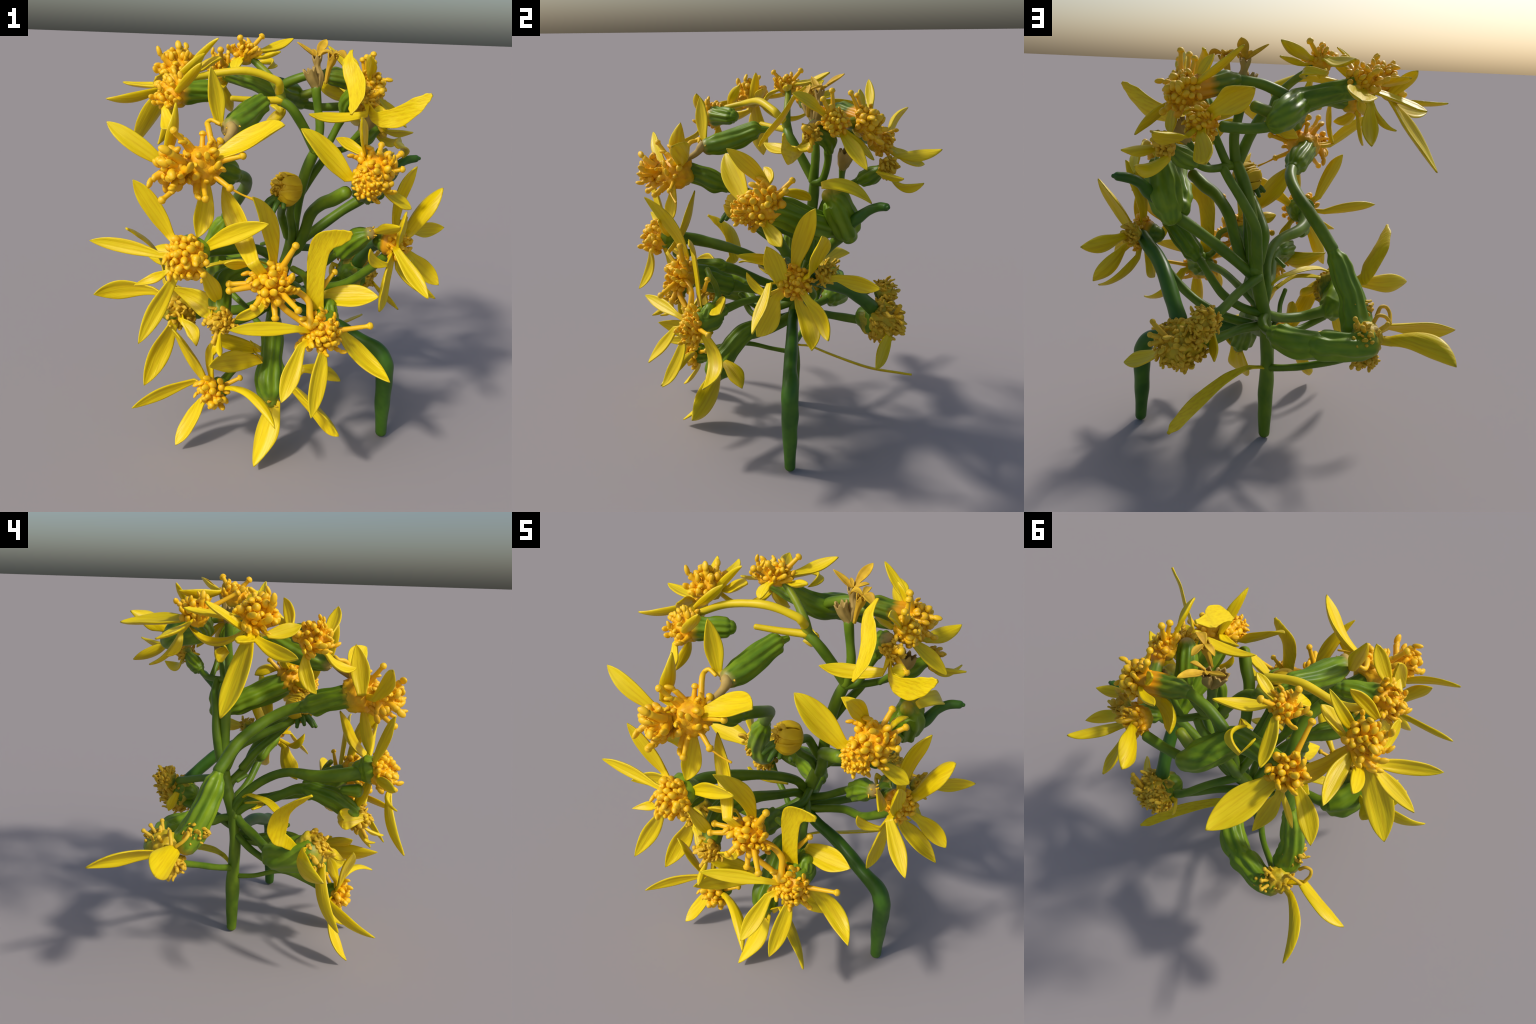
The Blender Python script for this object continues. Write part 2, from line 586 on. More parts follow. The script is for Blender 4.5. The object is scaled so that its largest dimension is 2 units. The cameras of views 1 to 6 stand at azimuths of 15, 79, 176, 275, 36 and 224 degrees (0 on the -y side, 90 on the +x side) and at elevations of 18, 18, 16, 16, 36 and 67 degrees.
# ================================================================ stalks
STALKS = [
    # the upright stalk that stands on the ground
    ('stem', 'stem', [(0.001, 0.127, 0.022), (0.002, 0.127, 0.15), (0.0, 0.125, 0.31), (-0.002, 0.121, 0.42), (0.003, 0.118, 0.50), (0.014, 0.122, 0.606), (0.033, 0.142, 0.728), (0.059, 0.178, 0.843), (0.080, 0.200, 0.943)],
     [0.027, 0.034, 0.037, 0.032, 0.032, 0.031, 0.031, 0.032, 0.034]),
    # the cranked leg, thickest at its knee
    ('stem', 'stem_dark', [(0.664, -0.044, 0.022), (0.655, -0.044, 0.19), (0.652, -0.042, 0.34), (0.642, -0.040, 0.425), (0.600, -0.029, 0.482), (0.48, -0.001, 0.525), (0.322, 0.043, 0.580), (0.15, 0.085, 0.605), (0.03, 0.120, 0.625)],
     [0.027, 0.036, 0.042, 0.044, 0.039, 0.034, 0.032, 0.030, 0.026]),
    # two stalks that run up together to the upper cluster
    ('branch', 'stem', [(0.070, 0.195, 0.92), (0.075, 0.225, 1.05), (0.085, 0.245, 1.156), (0.147, 0.257, 1.277), (0.200, 0.276, 1.365), (0.236, 0.268, 1.425)], [0.028, 0.026, 0.024, 0.022, 0.020, 0.018]),
    ('branch', 'stem', [(0.075, 0.20, 0.93), (0.093, 0.200, 1.131), (0.112, 0.200, 1.240), (0.142, 0.203, 1.352), (0.177, 0.200, 1.437)], [0.030, 0.028, 0.028, 0.027, 0.026]),
    # upper cluster
    ('branch', 'stem', [(0.177, 0.195, 1.43), (0.122, 0.136, 1.555), (0.065, 0.090, 1.650), (0.009, 0.086, 1.687)], [0.024, 0.023, 0.023, 0.026]),
    ('branch', 'stem_turning', [(0.012, 0.086, 1.68), (-0.004, 0.084, 1.739), (-0.065, 0.104, 1.806), (-0.13, 0.123, 1.855), (-0.175, 0.128, 1.89)], [0.026, 0.022, 0.017, 0.016, 0.018]),
    ('branch', 'stem_yellow', [(0.002, 0.075, 1.73), (0.010, 0.035, 1.765), (-0.013, 0.014, 1.79), (-0.137, -0.039, 1.826), (-0.313, -0.09, 1.800), (-0.40, -0.19, 1.768)], [0.022, 0.020, 0.018, 0.018, 0.017, 0.015]),
    ('branch', 'stem_yellow', [(0.010, 0.075, 1.688), (-0.102, 0.032, 1.686), (-0.211, -0.016, 1.692)], [0.020, 0.015, 0.013]),
    ('branch', 'stem', [(0.179, 0.190, 1.437), (0.192, 0.198, 1.55), (0.175, 0.200, 1.65), (0.160, 0.196, 1.745)], [0.026, 0.022, 0.020, 0.023]),
    ('branch', 'stem', [(0.185, 0.190, 1.43), (0.217, 0.217, 1.437), (0.235, 0.235, 1.470), (0.270, 0.243, 1.55), (0.300, 0.235, 1.61)], [0.022, 0.019, 0.018, 0.018, 0.020]),
    ('branch', 'stem', [(0.21, 0.215, 1.43), (0.26, 0.28, 1.428), (0.31, 0.345, 1.436), (0.355, 0.385, 1.464)], [0.019, 0.017, 0.016, 0.016]),
    ('branch', 'stem', [(0.30, 0.31, 1.435), (0.35, 0.295, 1.49), (0.39, 0.285, 1.535)], [0.015, 0.015, 0.017]),
    # stalks that meet in the swollen tube below the upper left head
    ('branch', 'stem', [(-0.05, 0.33, 1.72), (-0.03, 0.312, 1.75), (0.064, 0.303, 1.792), (0.13, 0.308, 1.806), (0.185, 0.315, 1.810)], [0.026, 0.024, 0.022, 0.020, 0.022]),
    ('branch', 'stem', [(0.0, 0.47, 1.66), (0.043, 0.49, 1.638), (0.129, 0.510, 1.627), (0.235, 0.532, 1.634)], [0.026, 0.022, 0.021, 0.022]),
    ('branch', 'stem_turning', [(-0.02, 0.44, 1.69), (0.04, 0.445, 1.69), (0.11, 0.436, 1.712)], [0.026, 0.024, 0.022]),
    # middle stalks
    ('branch', 'stem', [(0.40, -0.195, 1.318), (0.34, -0.15, 1.27), (0.275, -0.105, 1.230), (0.211, -0.022, 1.151), (0.175, 0.04, 1.045), (0.137, 0.09, 0.944), (0.08, 0.17, 0.87)], [0.030, 0.030, 0.029, 0.028, 0.027, 0.026, 0.022]),
    ('branch', 'stem', [(0.435, 0.275, 1.197), (0.326, 0.255, 1.117), (0.220, 0.225, 1.027), (0.129, 0.21, 0.945), (0.055, 0.18, 0.86)], [0.027, 0.026, 0.025, 0.024, 0.022]),
    ('branch', 'stem', [(0.118, -0.18, 1.25), (0.095, -0.13, 1.22), (0.055, 0.02, 1.15), (0.033, 0.122, 1.086), (0.058, 0.180, 0.970)], [0.022, 0.021, 0.021, 0.021, 0.022]),
    ('branch', 'stem', [(0.15, -0.17, 1.25), (0.125, -0.10, 1.17), (0.115, 0.02, 1.06), (0.10, 0.10, 0.96)], [0.018, 0.019, 0.020, 0.020]),
    ('branch', 'stem', [(0.345, 0.070, 0.940), (0.273, 0.156, 0.853), (0.216, 0.185, 0.793), (0.132, 0.170, 0.733), (0.03, 0.14, 0.69)], [0.019, 0.019, 0.020, 0.020, 0.021]),
    # the bow that hangs the dry head from the right-hand head
    ('branch', 'stem_dark', [(0.625, 0.06, 1.055), (0.585, 0.13, 1.02), (0.540, 0.19, 0.985), (0.491, 0.293, 0.932), (0.45, 0.39, 0.85), (0.415, 0.46, 0.78)], [0.030, 0.034, 0.034, 0.034, 0.034, 0.036]),
    ('branch', 'stem', [(0.26, 0.49, 0.815), (0.224, 0.455, 0.830), (0.156, 0.341, 0.868), (0.06, 0.21, 0.905)], [0.022, 0.020, 0.020, 0.022]),
    ('branch', 'stem', [(0.62, 0.0, 1.0), (0.42, 0.09, 0.79), (0.25, 0.17, 0.70), (0.08, 0.14, 0.635)], [0.024, 0.021, 0.021, 0.022]),
    ('branch', 'stem', [(0.32, 0.46, 0.66), (0.245, 0.37, 0.655), (0.15, 0.25, 0.65), (0.03, 0.14, 0.635)], [0.024, 0.022, 0.021, 0.022]),
    # front and left stalks
    ('branch', 'stem', [(0.03, 0.135, 0.72), (0.015, 0.090, 0.815), (0.010, -0.032, 0.922), (-0.050, -0.167, 0.990), (-0.165, -0.305, 1.010), (-0.215, -0.432, 1.034), (-0.202, -0.56, 1.06)], [0.023, 0.023, 0.023, 0.023, 0.030, 0.034, 0.036]),
    ('branch', 'stem', [(0.03, 0.13, 0.70), (0.012, 0.060, 0.765), (-0.012, -0.063, 0.815), (-0.025, -0.20, 0.885), (-0.05, -0.27, 0.90)], [0.022, 0.022, 0.023, 0.026, 0.032]),
    ('branch', 'stem', [(0.05, 0.14, 0.76), (0.104, 0.0, 0.785), (0.098, -0.100, 0.803), (0.088, -0.179, 0.820), (0.093, -0.24, 0.843)], [0.020, 0.020, 0.020, 0.023, 0.034]),
    ('branch', 'stem', [(0.03, 0.12, 0.70), (0.0, 0.085, 0.665), (-0.07, 0.0, 0.618), (-0.175, -0.065, 0.600), (-0.27, -0.085, 0.618), (-0.33, -0.11, 0.630)], [0.024, 0.024, 0.024, 0.024, 0.028, 0.036]),
    ('branch', 'stem', [(0.02, 0.10, 0.58), (-0.055, -0.03, 0.60), (-0.073, -0.12, 0.655), (-0.10, -0.18, 0.71)], [0.013, 0.012, 0.012, 0.011]),
    ('branch', 'stem', [(0.0, 0.12, 0.345), (-0.028, 0.0, 0.368), (-0.040, -0.151, 0.412), (-0.08, -0.30, 0.385), (-0.12, -0.42, 0.34)], [0.014, 0.012, 0.013, 0.018, 0.022]),
    ('branch', 'stem', [(0.0, 0.125, 0.395), (-0.09, 0.20, 0.43), (-0.188, 0.278, 0.480), (-0.32, 0.35, 0.545), (-0.40, 0.40, 0.60)], [0.018, 0.017, 0.017, 0.018, 0.020]),
    ('branch', 'stem', [(0.01, 0.12, 0.60), (-0.07, 0.03, 0.55), (-0.155, -0.055, 0.53), (-0.221, -0.100, 0.540), (-0.31, -0.12, 0.585)], [0.019, 0.018, 0.017, 0.017, 0.020]),
    ('branch', 'stem', [(0.012, 0.12, 0.70), (0.035, 0.20, 0.675), (0.02, 0.255, 0.655), (-0.005, 0.33, 0.67)], [0.020, 0.022, 0.020, 0.022]),
    ('branch', 'stem', [(0.015, 0.12, 0.60), (0.04, 0.03, 0.56), (0.06, -0.06, 0.55), (0.07, -0.14, 0.548)], [0.028, 0.032, 0.040, 0.052]),
    # the stalk that rises from the left tube to the big left head
    ('branch', 'stem', [(-0.288, 0.176, 1.045), (-0.196, 0.088, 1.176), (-0.125, -0.023, 1.265), (-0.098, -0.141, 1.330), (-0.112, -0.238, 1.362)], [0.030, 0.030, 0.028, 0.028, 0.030]),
    # the bow behind the front right head
    ('branch', 'stem_turning', [(0.215, -0.395, 0.99), (0.262, -0.385, 0.965), (0.276, -0.362, 0.925), (0.30, -0.352, 0.86), (0.36, -0.40, 0.82)], [0.015, 0.015, 0.015, 0.016, 0.018]),
    # stalk of the front right head
    ('branch', 'stem', [(0.06, 0.10, 0.72), (0.15, -0.03, 0.775), (0.24, -0.20, 0.80), (0.33, -0.33, 0.80)], [0.018, 0.018, 0.018, 0.022]),
    # horn beside the paired bells
    ('branch', 'stem_dark', [(0.52, 0.29, 1.29), (0.561, 0.306, 1.317), (0.590, 0.360, 1.365), (0.628, 0.396, 1.390), (0.675, 0.415, 1.400), (0.693, 0.420, 1.402)], [0.034, 0.028, 0.023, 0.020, 0.018, 0.009]),
    ('branch', 'stem', [(-0.065, 0.105, 0.93), (-0.03, 0.06, 0.955)], [0.010, 0.009]),
]
for nm, mt, pts, rad in STALKS:
    branch(pts, rad, mt, name=nm)

# ================================================================ involucres
bell([(-0.113, -0.238, 1.362), (-0.135, -0.29, 1.385), (-0.19, -0.40, 1.428), (-0.21, -0.49, 1.447)], [0.040, 0.060, 0.053, 0.054], 'bell_gold')
bell([(-0.035, -0.012, 1.683), (-0.040, -0.045, 1.684), (-0.050, -0.085, 1.678), (-0.078, -0.170, 1.640), (-0.100, -0.265, 1.607), (-0.113, -0.335, 1.592)], [0.017, 0.019, 0.048, 0.058, 0.058, 0.046], 'bell_dry')
bell([(-0.235, -0.168, 1.735), (-0.255, -0.185, 1.735), (-0.31, -0.225, 1.734), (-0.37, -0.255, 1.73)], [0.032, 0.043, 0.047, 0.056], 'bell_gold')
bell([(0.030, 0.500, 1.655), (-0.028, 0.439, 1.692), (-0.060, 0.345, 1.712), (-0.102, 0.294, 1.738), (-0.19, 0.279, 1.765), (-0.28, 0.28, 1.785), (-0.34, 0.285, 1.80)], [0.045, 0.062, 0.062, 0.052, 0.046, 0.042, 0.050])
bell([(0.425, 0.235, 1.230), (0.448, 0.17, 1.260), (0.478, 0.063, 1.308), (0.500, -0.053, 1.364), (0.512, -0.11, 1.388)], [0.046, 0.068, 0.071, 0.068, 0.068], 'bell_lime', depth=0.10)
bell([(0.462, 0.308, 1.208), (0.478, 0.285, 1.25), (0.500, 0.250, 1.330), (0.513, 0.215, 1.41), (0.518, 0.175, 1.435)], [0.048, 0.071, 0.076, 0.062, 0.036], 'bell_lime', depth=0.10)
bell([(-0.290, 0.176, 1.035), (-0.312, 0.188, 0.99), (-0.340, 0.206, 0.93), (-0.385, 0.250, 0.83), (-0.40, 0.29, 0.75), (-0.41, 0.32, 0.70)], [0.030, 0.048, 0.057, 0.064, 0.073, 0.078], 'bell_lime', ribs=8)
bell([(-0.012, 0.345, 0.675), (-0.045, 0.372, 0.668), (-0.11, 0.422, 0.662), (-0.215, 0.466, 0.666)], [0.038, 0.062, 0.070, 0.063], 'bell_lime', ribs=8)
bell([(-0.195, 0.460, 0.668), (-0.24, 0.468, 0.667), (-0.356, 0.467, 0.667), (-0.44, 0.452, 0.675)], [0.060, 0.069, 0.064, 0.066], 'bell_lime', ribs=8)
bell([(0.302, 0.238, 1.61), (0.318, 0.228, 1.665), (0.345, 0.190, 1.712), (0.390, 0.135, 1.745)], [0.026, 0.044, 0.045, 0.038], 'bell_dry')
bell([(0.352, 0.383, 1.462), (0.372, 0.402, 1.474), (0.405, 0.432, 1.496), (0.445, 0.468, 1.530)], [0.020, 0.036, 0.043, 0.030])
bell([(0.185, 0.315, 1.810), (0.23, 0.330, 1.80), (0.30, 0.360, 1.785), (0.37, 0.40, 1.772)], [0.030, 0.044, 0.046, 0.052], 'bell_amber')
bell([(0.36, 0.36, 1.76), (0.40, 0.30, 1.755), (0.44, 0.245, 1.775)], [0.032, 0.028, 0.038], 'bell_amber', ribs=0)
bell([(0.362, 0.062, 0.948), (0.385, 0.035, 0.975), (0.456, -0.030, 1.060), (0.515, -0.058, 1.100)], [0.026, 0.050, 0.052, 0.032], 'bell_dry')
bell([(0.345, -0.33, 0.80), (0.355, -0.36, 0.80), (0.37, -0.41, 0.780), (0.375, -0.445, 0.765)], [0.030, 0.056, 0.068, 0.072])
bell([(0.390, -0.40, 0.842), (0.39, -0.425, 0.80)], [0.036, 0.045])
bell([(0.065, -0.13, 0.552), (0.085, -0.19, 0.535), (0.104, -0.262, 0.47), (0.115, -0.32, 0.40), (0.128, -0.36, 0.335), (0.140, -0.378, 0.285)], [0.052, 0.052, 0.056, 0.070, 0.066, 0.036])
bell([(-0.32, -0.095, 0.622), (-0.345, -0.120, 0.630), (-0.390, -0.175, 0.648), (-0.405, -0.25, 0.668), (-0.405, -0.305, 0.680)], [0.040, 0.070, 0.082, 0.086, 0.086], 'bell_lime', ribs=6)
bell([(-0.11, -0.40, 0.335), (-0.125, -0.44, 0.335)], [0.048, 0.060])
bell([(0.090, -0.235, 0.84), (0.096, -0.275, 0.852), (0.112, -0.36, 0.895), (0.14, -0.45, 0.938)], [0.030, 0.056, 0.062, 0.060])
bell([(-0.045, -0.26, 0.90), (-0.075, -0.31, 0.90), (-0.11, -0.40, 0.885), (-0.10, -0.48, 0.83), (-0.08, -0.525, 0.79)], [0.032, 0.046, 0.050, 0.050, 0.046])
bell([(-0.20, -0.46, 0.955), (-0.22, -0.53, 0.96)], [0.024, 0.034], ribs=0)
bell([(0.355, 0.440, 0.705), (0.375, 0.475, 0.70)], [0.060, 0.098], 'bell', ribs=7, depth=0.04)
bell([(0.555, 0.01, 1.05), (0.60, -0.005, 1.05)], [0.040, 0.062], 'bell_amber', ribs=0)
bell([(-0.185, -0.535, 1.062), (-0.195, -0.575, 1.070)], [0.056, 0.080], 'bell_lime', ribs=0)

# ================================================================ flower heads
# upper left pair
h = disc((-0.515, -0.025, 1.85), (-0.72, -0.20, 0.65), 0.085, 0.075, count=34, size=1.15)
petals(h, [
    ((-0.445, -0.042, 1.789), (-0.368, -0.026, 1.885), (-0.281, -0.031, 1.971), 0.050, (-0.68, 0.43, 0.59)),
    ((-0.406, 0.014, 1.811), (-0.339, 0.010, 1.844), (-0.275, 0.001, 1.881), 0.080, (-0.45, -0.48, 0.76)),
    ((-0.580, 0.003, 1.731), (-0.700, 0.017, 1.726), (-0.819, 0.036, 1.732), 0.075, (-0.03, -0.22, 0.97)),
    ((-0.564, -0.021, 1.727), (-0.664, -0.123, 1.677), (-0.784, -0.215, 1.668), 0.070, (-0.56, 0.41, 0.72)),
    ((-0.560, 0.016, 1.713), (-0.676, 0.046, 1.563), (-0.779, 0.099, 1.410), 0.130, (-0.67, 0.43, 0.60)),
    ((-0.531, 0.038, 1.764), (-0.576, 0.117, 1.821), (-0.616, 0.200, 1.877), 0.070, (-0.37, -0.65, 0.66)),
    ((-0.490, 0.058, 1.809), (-0.515, 0.184, 1.821), (-0.564, 0.302, 1.844), 0.075, (-0.27, -0.22, 0.94)),
    ((-0.439, 0.050, 1.745), (-0.393, 0.191, 1.686), (-0.337, 0.321, 1.757), 0.075, (-0.26, 0.06, 0.96)),
    ((-0.554, -0.069, 1.744), (-0.537, -0.143, 1.760), (-0.516, -0.213, 1.787), 0.070, (-0.85, -0.07, 0.53)),
])
h = disc((-0.372, 0.285, 1.845), (-0.35, 0.15, 0.9), 0.072, 0.065, count=28, size=1.0, long_share=0.3)
petals(h, [
    ((-0.339, 0.349, 1.783), (-0.312, 0.506, 1.770), (-0.289, 0.663, 1.754), 0.130, (-0.33, 0.14, 0.93)),
    ((-0.433, 0.298, 1.778), (-0.532, 0.343, 1.744), (-0.615, 0.413, 1.710), 0.080, (-0.14, 0.33, 0.93)),
    ((-0.384, 0.353, 1.718), (-0.376, 0.409, 1.627), (-0.375, 0.500, 1.570), 0.075, (-0.18, 0.70, 0.69)),
    ((-0.395, 0.346, 1.732), (-0.433, 0.358, 1.662), (-0.497, 0.393, 1.628), 0.040, (-0.74, -0.42, 0.53)),
    ((0.008, 0.181, 1.620), (-0.034, 0.223, 1.589), (-0.097, 0.212, 1.568), 0.075, (-0.46, -0.73, 0.50)),
])
style(h, [(-0.312, 0.095, 1.914)])
h = disc((-0.440, -0.282, 1.735), (-0.8, -0.45, 0.35), 0.082, 0.075, count=36)
petals(h, [
    ((-0.363, -0.338, 1.737), (-0.296, -0.359, 1.795), (-0.238, -0.377, 1.864), 0.070, (-0.58, 0.42, 0.70)),
    ((-0.450, -0.162, 1.769), (-0.376, -0.153, 1.831), (-0.314, -0.122, 1.899), 0.060, (-0.64, 0.61, 0.48)),
    ((-0.434, -0.237, 1.639), (-0.453, -0.246, 1.553), (-0.482, -0.294, 1.485), 0.070, (-0.96, 0.14, 0.25)),
    ((-0.430, -0.330, 1.660), (-0.390, -0.390, 1.600), (-0.345, -0.472, 1.592), 0.070, (-0.43, -0.59, 0.68)),
])
# small head at the very top
h = disc((-0.193, 0.126, 1.925), (0.0, -0.15, 1.0), 0.062, 0.055, count=26, size=0.85)
petals(h, [
    ((-0.133, 0.169, 1.909), (-0.066, 0.254, 1.930), (0.006, 0.318, 1.984), 0.070, (0.03, -0.47, 0.88)),
    ((-0.119, 0.117, 1.883), (-0.060, 0.104, 1.895), (-0.004, 0.092, 1.917), 0.055, (-0.30, -0.10, 0.95)),
    ((-0.203, 0.188, 1.913), (-0.260, 0.279, 1.895), (-0.308, 0.375, 1.914), 0.075, (0.41, 0.23, 0.88)),
    ((-0.201, 0.059, 1.870), (-0.205, 0.027, 1.849), (-0.200, -0.000, 1.823), 0.070, (-0.14, -0.62, 0.77)),
    ((-0.188, 0.369, 1.851), (-0.102, 0.341, 1.854), (-0.113, 0.256, 1.825), 0.045, (0.74, 0.36, 0.56)),
])
style(h, [(-0.128, 0.194, 1.985), (-0.200, 0.055, 1.975)])
# big left head: a front dome and the swollen body behind it
h = disc((-0.275, -0.655, 1.445), (-0.35, -0.9, -0.05), 0.068, 0.060, count=24, size=1.25)
h2 = disc((-0.180, -0.555, 1.468), (0.15, -0.8, 0.35), 0.118, 0.105, count=16, spread=80, size=1.1, lump=0.2)
petals(h2, [
    ((-0.342, -0.560, 1.454), (-0.455, -0.602, 1.537), (-0.577, -0.611, 1.617), 0.080, (0.38, -0.88, 0.28)),
    ((-0.351, -0.505, 1.468), (-0.315, -0.491, 1.583), (-0.321, -0.464, 1.701), 0.090, (-0.99, 0.05, 0.12)),
    ((-0.103, -0.485, 1.495), (0.046, -0.476, 1.577), (0.180, -0.551, 1.650), 0.120, (-0.48, -0.62, 0.62)),
    ((-0.162, -0.529, 1.364), (-0.163, -0.541, 1.249), (-0.180, -0.576, 1.139), 0.090, (0.55, -0.83, 0.13)),
])
style(h2, [(-0.277, -0.602, 1.602), (-0.313, -0.679, 1.485), (-0.301, -0.676, 1.316), (-0.117, -0.643, 1.332), (-0.037, -0.559, 1.369), (-0.001, -0.503, 1.502), (-0.20, -0.459, 1.575), (-0.121, -0.453, 1.55)], r=0.013, ball=0.018)
tube('long_floret', [(-0.15, -0.48, 1.53), (-0.185, -0.43, 1.60), (-0.205, -0.392, 1.612), (-0.19, -0.375, 1.625), (-0.15, -0.38, 1.612)], [0.014, 0.013, 0.011, 0.009, 0.008], 'gold', h2)
tube('long_floret', [(-0.12, -0.46, 1.52), (-0.10, -0.40, 1.56), (-0.093, -0.375, 1.59), (-0.105, -0.365, 1.605)], [0.014, 0.018, 0.024, 0.022], 'tan', h2)
tube('long_floret', [(-0.037, -0.559, 1.369), (0.01, -0.548, 1.345), (0.058, -0.533, 1.325)], [0.006, 0.004, 0.006], 'gold', h2)
# lone petal and dry collar on the slim bell
h = disc((-0.108, -0.355, 1.600), (-0.3, -0.75, 0.5), 0.036, 0.026, 'brown', count=12, size=0.6)
petals(h, [
    ((-0.166, -0.346, 1.608), (-0.184, -0.351, 1.731), (-0.209, -0.355, 1.852), 0.080, (0.75, -0.66, 0.11)),
])
# left head
h = disc((-0.205, -0.665, 1.075), (-0.15, -0.95, 0.2), 0.100, 0.075, count=52, size=1.12, spread=100, long_share=0.08)
petals(h, [
    ((-0.137, -0.569, 1.097), (0.003, -0.600, 1.189), (0.157, -0.631, 1.254), 0.080, (-0.20, -0.98, -0.01)),
    ((-0.299, -0.590, 1.145), (-0.363, -0.623, 1.272), (-0.440, -0.655, 1.391), 0.085, (0.29, -0.95, -0.08)),
    ((-0.343, -0.612, 1.054), (-0.499, -0.628, 1.082), (-0.654, -0.660, 1.098), 0.065, (0.17, -0.98, 0.11)),
    ((-0.275, -0.691, 1.007), (-0.348, -0.663, 0.958), (-0.423, -0.711, 0.933), 0.045, (-0.10, -0.89, 0.45)),
    ((-0.245, -0.683, 0.977), (-0.325, -0.688, 0.827), (-0.376, -0.770, 0.687), 0.080, (0.47, -0.88, 0.05)),
    ((-0.137, -0.585, 0.977), (-0.108, -0.556, 0.903), (-0.091, -0.523, 0.826), 0.075, (0.64, -0.76, -0.12)),
])
style(h, [(-0.110, -0.677, 1.011)])
# centre head with long outer florets
h = disc((0.155, -0.555, 0.958), (0.1, -0.98, 0.15), 0.090, 0.080, count=40, size=1.2, long_share=0.25)
petals(h, [
    ((0.144, -0.496, 1.046), (0.135, -0.568, 1.231), (0.103, -0.702, 1.375), 0.085, (0.83, -0.52, -0.22)),
    ((0.089, -0.591, 1.056), (-0.017, -0.476, 1.184), (-0.119, -0.425, 1.351), 0.110, (-0.23, -0.91, 0.35)),
    ((0.050, -0.494, 1.026), (-0.004, -0.532, 1.033), (-0.057, -0.571, 1.037), 0.070, (0.40, -0.65, -0.65)),
    ((0.131, -0.600, 0.868), (0.066, -0.583, 0.822), (0.001, -0.566, 0.778), 0.060, (0.03, -0.92, -0.39)),
])
style(h, [(0.253, -0.535, 1.145), (-0.039, -0.548, 0.934), (-0.021, -0.601, 0.924), (0.303, -0.651, 0.897), (0.097, -0.617, 0.866), (0.191, -0.591, 0.82)], r=0.014, ball=0.018)
tube('long_floret', [(0.21, -0.52, 0.945), (0.26, -0.496, 0.924), (0.313, -0.492, 0.882), (0.326, -0.505, 0.825), (0.335, -0.53, 0.78)], [0.016, 0.015, 0.015, 0.016, 0.02], 'gold', h)
tube('long_floret', [(0.18, -0.54, 0.90), (0.217, -0.546, 0.856), (0.281, -0.520, 0.801), (0.33, -0.53, 0.78)], [0.015, 0.014, 0.014, 0.016], 'gold', h)
# front right head
h = disc((0.385, -0.522, 0.745), (0.15, -0.95, 0.2), 0.094, 0.070, count=60, size=0.92, spread=100)
petals(h, [
    ((0.363, -0.358, 0.857), (0.486, -0.364, 0.878), (0.608, -0.379, 0.902), 0.115, (-0.19, -0.72, 0.67)),
    ((0.467, -0.443, 0.722), (0.569, -0.402, 0.601), (0.698, -0.485, 0.546), 0.095, (0.41, -0.60, 0.68)),
    ((0.397, -0.546, 0.670), (0.391, -0.592, 0.533), (0.386, -0.670, 0.412), 0.085, (0.60, -0.73, 0.33)),
    ((0.310, -0.582, 0.705), (0.287, -0.653, 0.598), (0.270, -0.742, 0.505), 0.080, (0.33, -0.77, 0.55)),
    ((0.283, -0.573, 0.777), (0.151, -0.647, 0.788), (0.021, -0.726, 0.795), 0.065, (0.45, -0.71, 0.53)),
])
bent_petal([(0.342, -0.44, 0.80), (0.336, -0.448, 0.86), (0.333, -0.454, 0.971), (0.338, -0.464, 1.09), (0.362, -0.472, 1.158), (0.415, -0.478, 1.185), (0.455, -0.49, 1.203), (0.481, -0.502, 1.218)], [0.085, 0.078, 0.078, 0.090, 0.100, 0.085, 0.060, 0.020], (0.15, -0.95, 0.1), h)
style(h, [(0.589, -0.436, 0.783)])
style(h, [(0.407, -0.413, 1.007)], start=(0.36, -0.43, 0.93))
# hanging bud: three petals and dry collar at the end of the low bell
h = disc((0.143, -0.383, 0.272), (0.1, -0.35, -0.9), 0.034, 0.030, 'brown', count=10, size=0.6)
petals(h, [
    ((0.154, -0.374, 0.299), (0.130, -0.440, 0.145), (0.111, -0.566, 0.033), 0.140, (0.50, 0.66, -0.56)),
    ((0.238, -0.360, 0.383), (0.378, -0.428, 0.315), (0.502, -0.532, 0.263), 0.140, (-0.62, -0.69, -0.37)),
    ((0.278, -0.328, 0.466), (0.373, -0.287, 0.452), (0.456, -0.259, 0.395), 0.085, (-0.46, 0.35, -0.82)),
])
# lowest head
h = disc((-0.135, -0.488, 0.333), (-0.1, -0.98, -0.1), 0.066, 0.062, count=24, size=1.15)
petals(h, [
    ((-0.245, -0.412, 0.350), (-0.380, -0.508, 0.308), (-0.477, -0.647, 0.281), 0.065, (0.71, -0.70, 0.00)),
    ((-0.203, -0.424, 0.245), (-0.256, -0.456, 0.134), (-0.300, -0.523, 0.035), 0.090, (-0.26, -0.82, 0.51)),
    ((-0.057, -0.470, 0.376), (0.106, -0.562, 0.404), (0.233, -0.680, 0.330), 0.060, (-0.11, 0.07, -0.99)),
    ((-0.184, -0.466, 0.414), (-0.246, -0.492, 0.542), (-0.316, -0.517, 0.667), 0.110, (-0.48, -0.78, -0.41)),
    ((-0.144, -0.453, 0.425), (-0.159, -0.425, 0.495), (-0.164, -0.399, 0.567), 0.075, (-0.64, -0.75, 0.19)),
])
style(h, [(-0.015, -0.40, 0.40)])
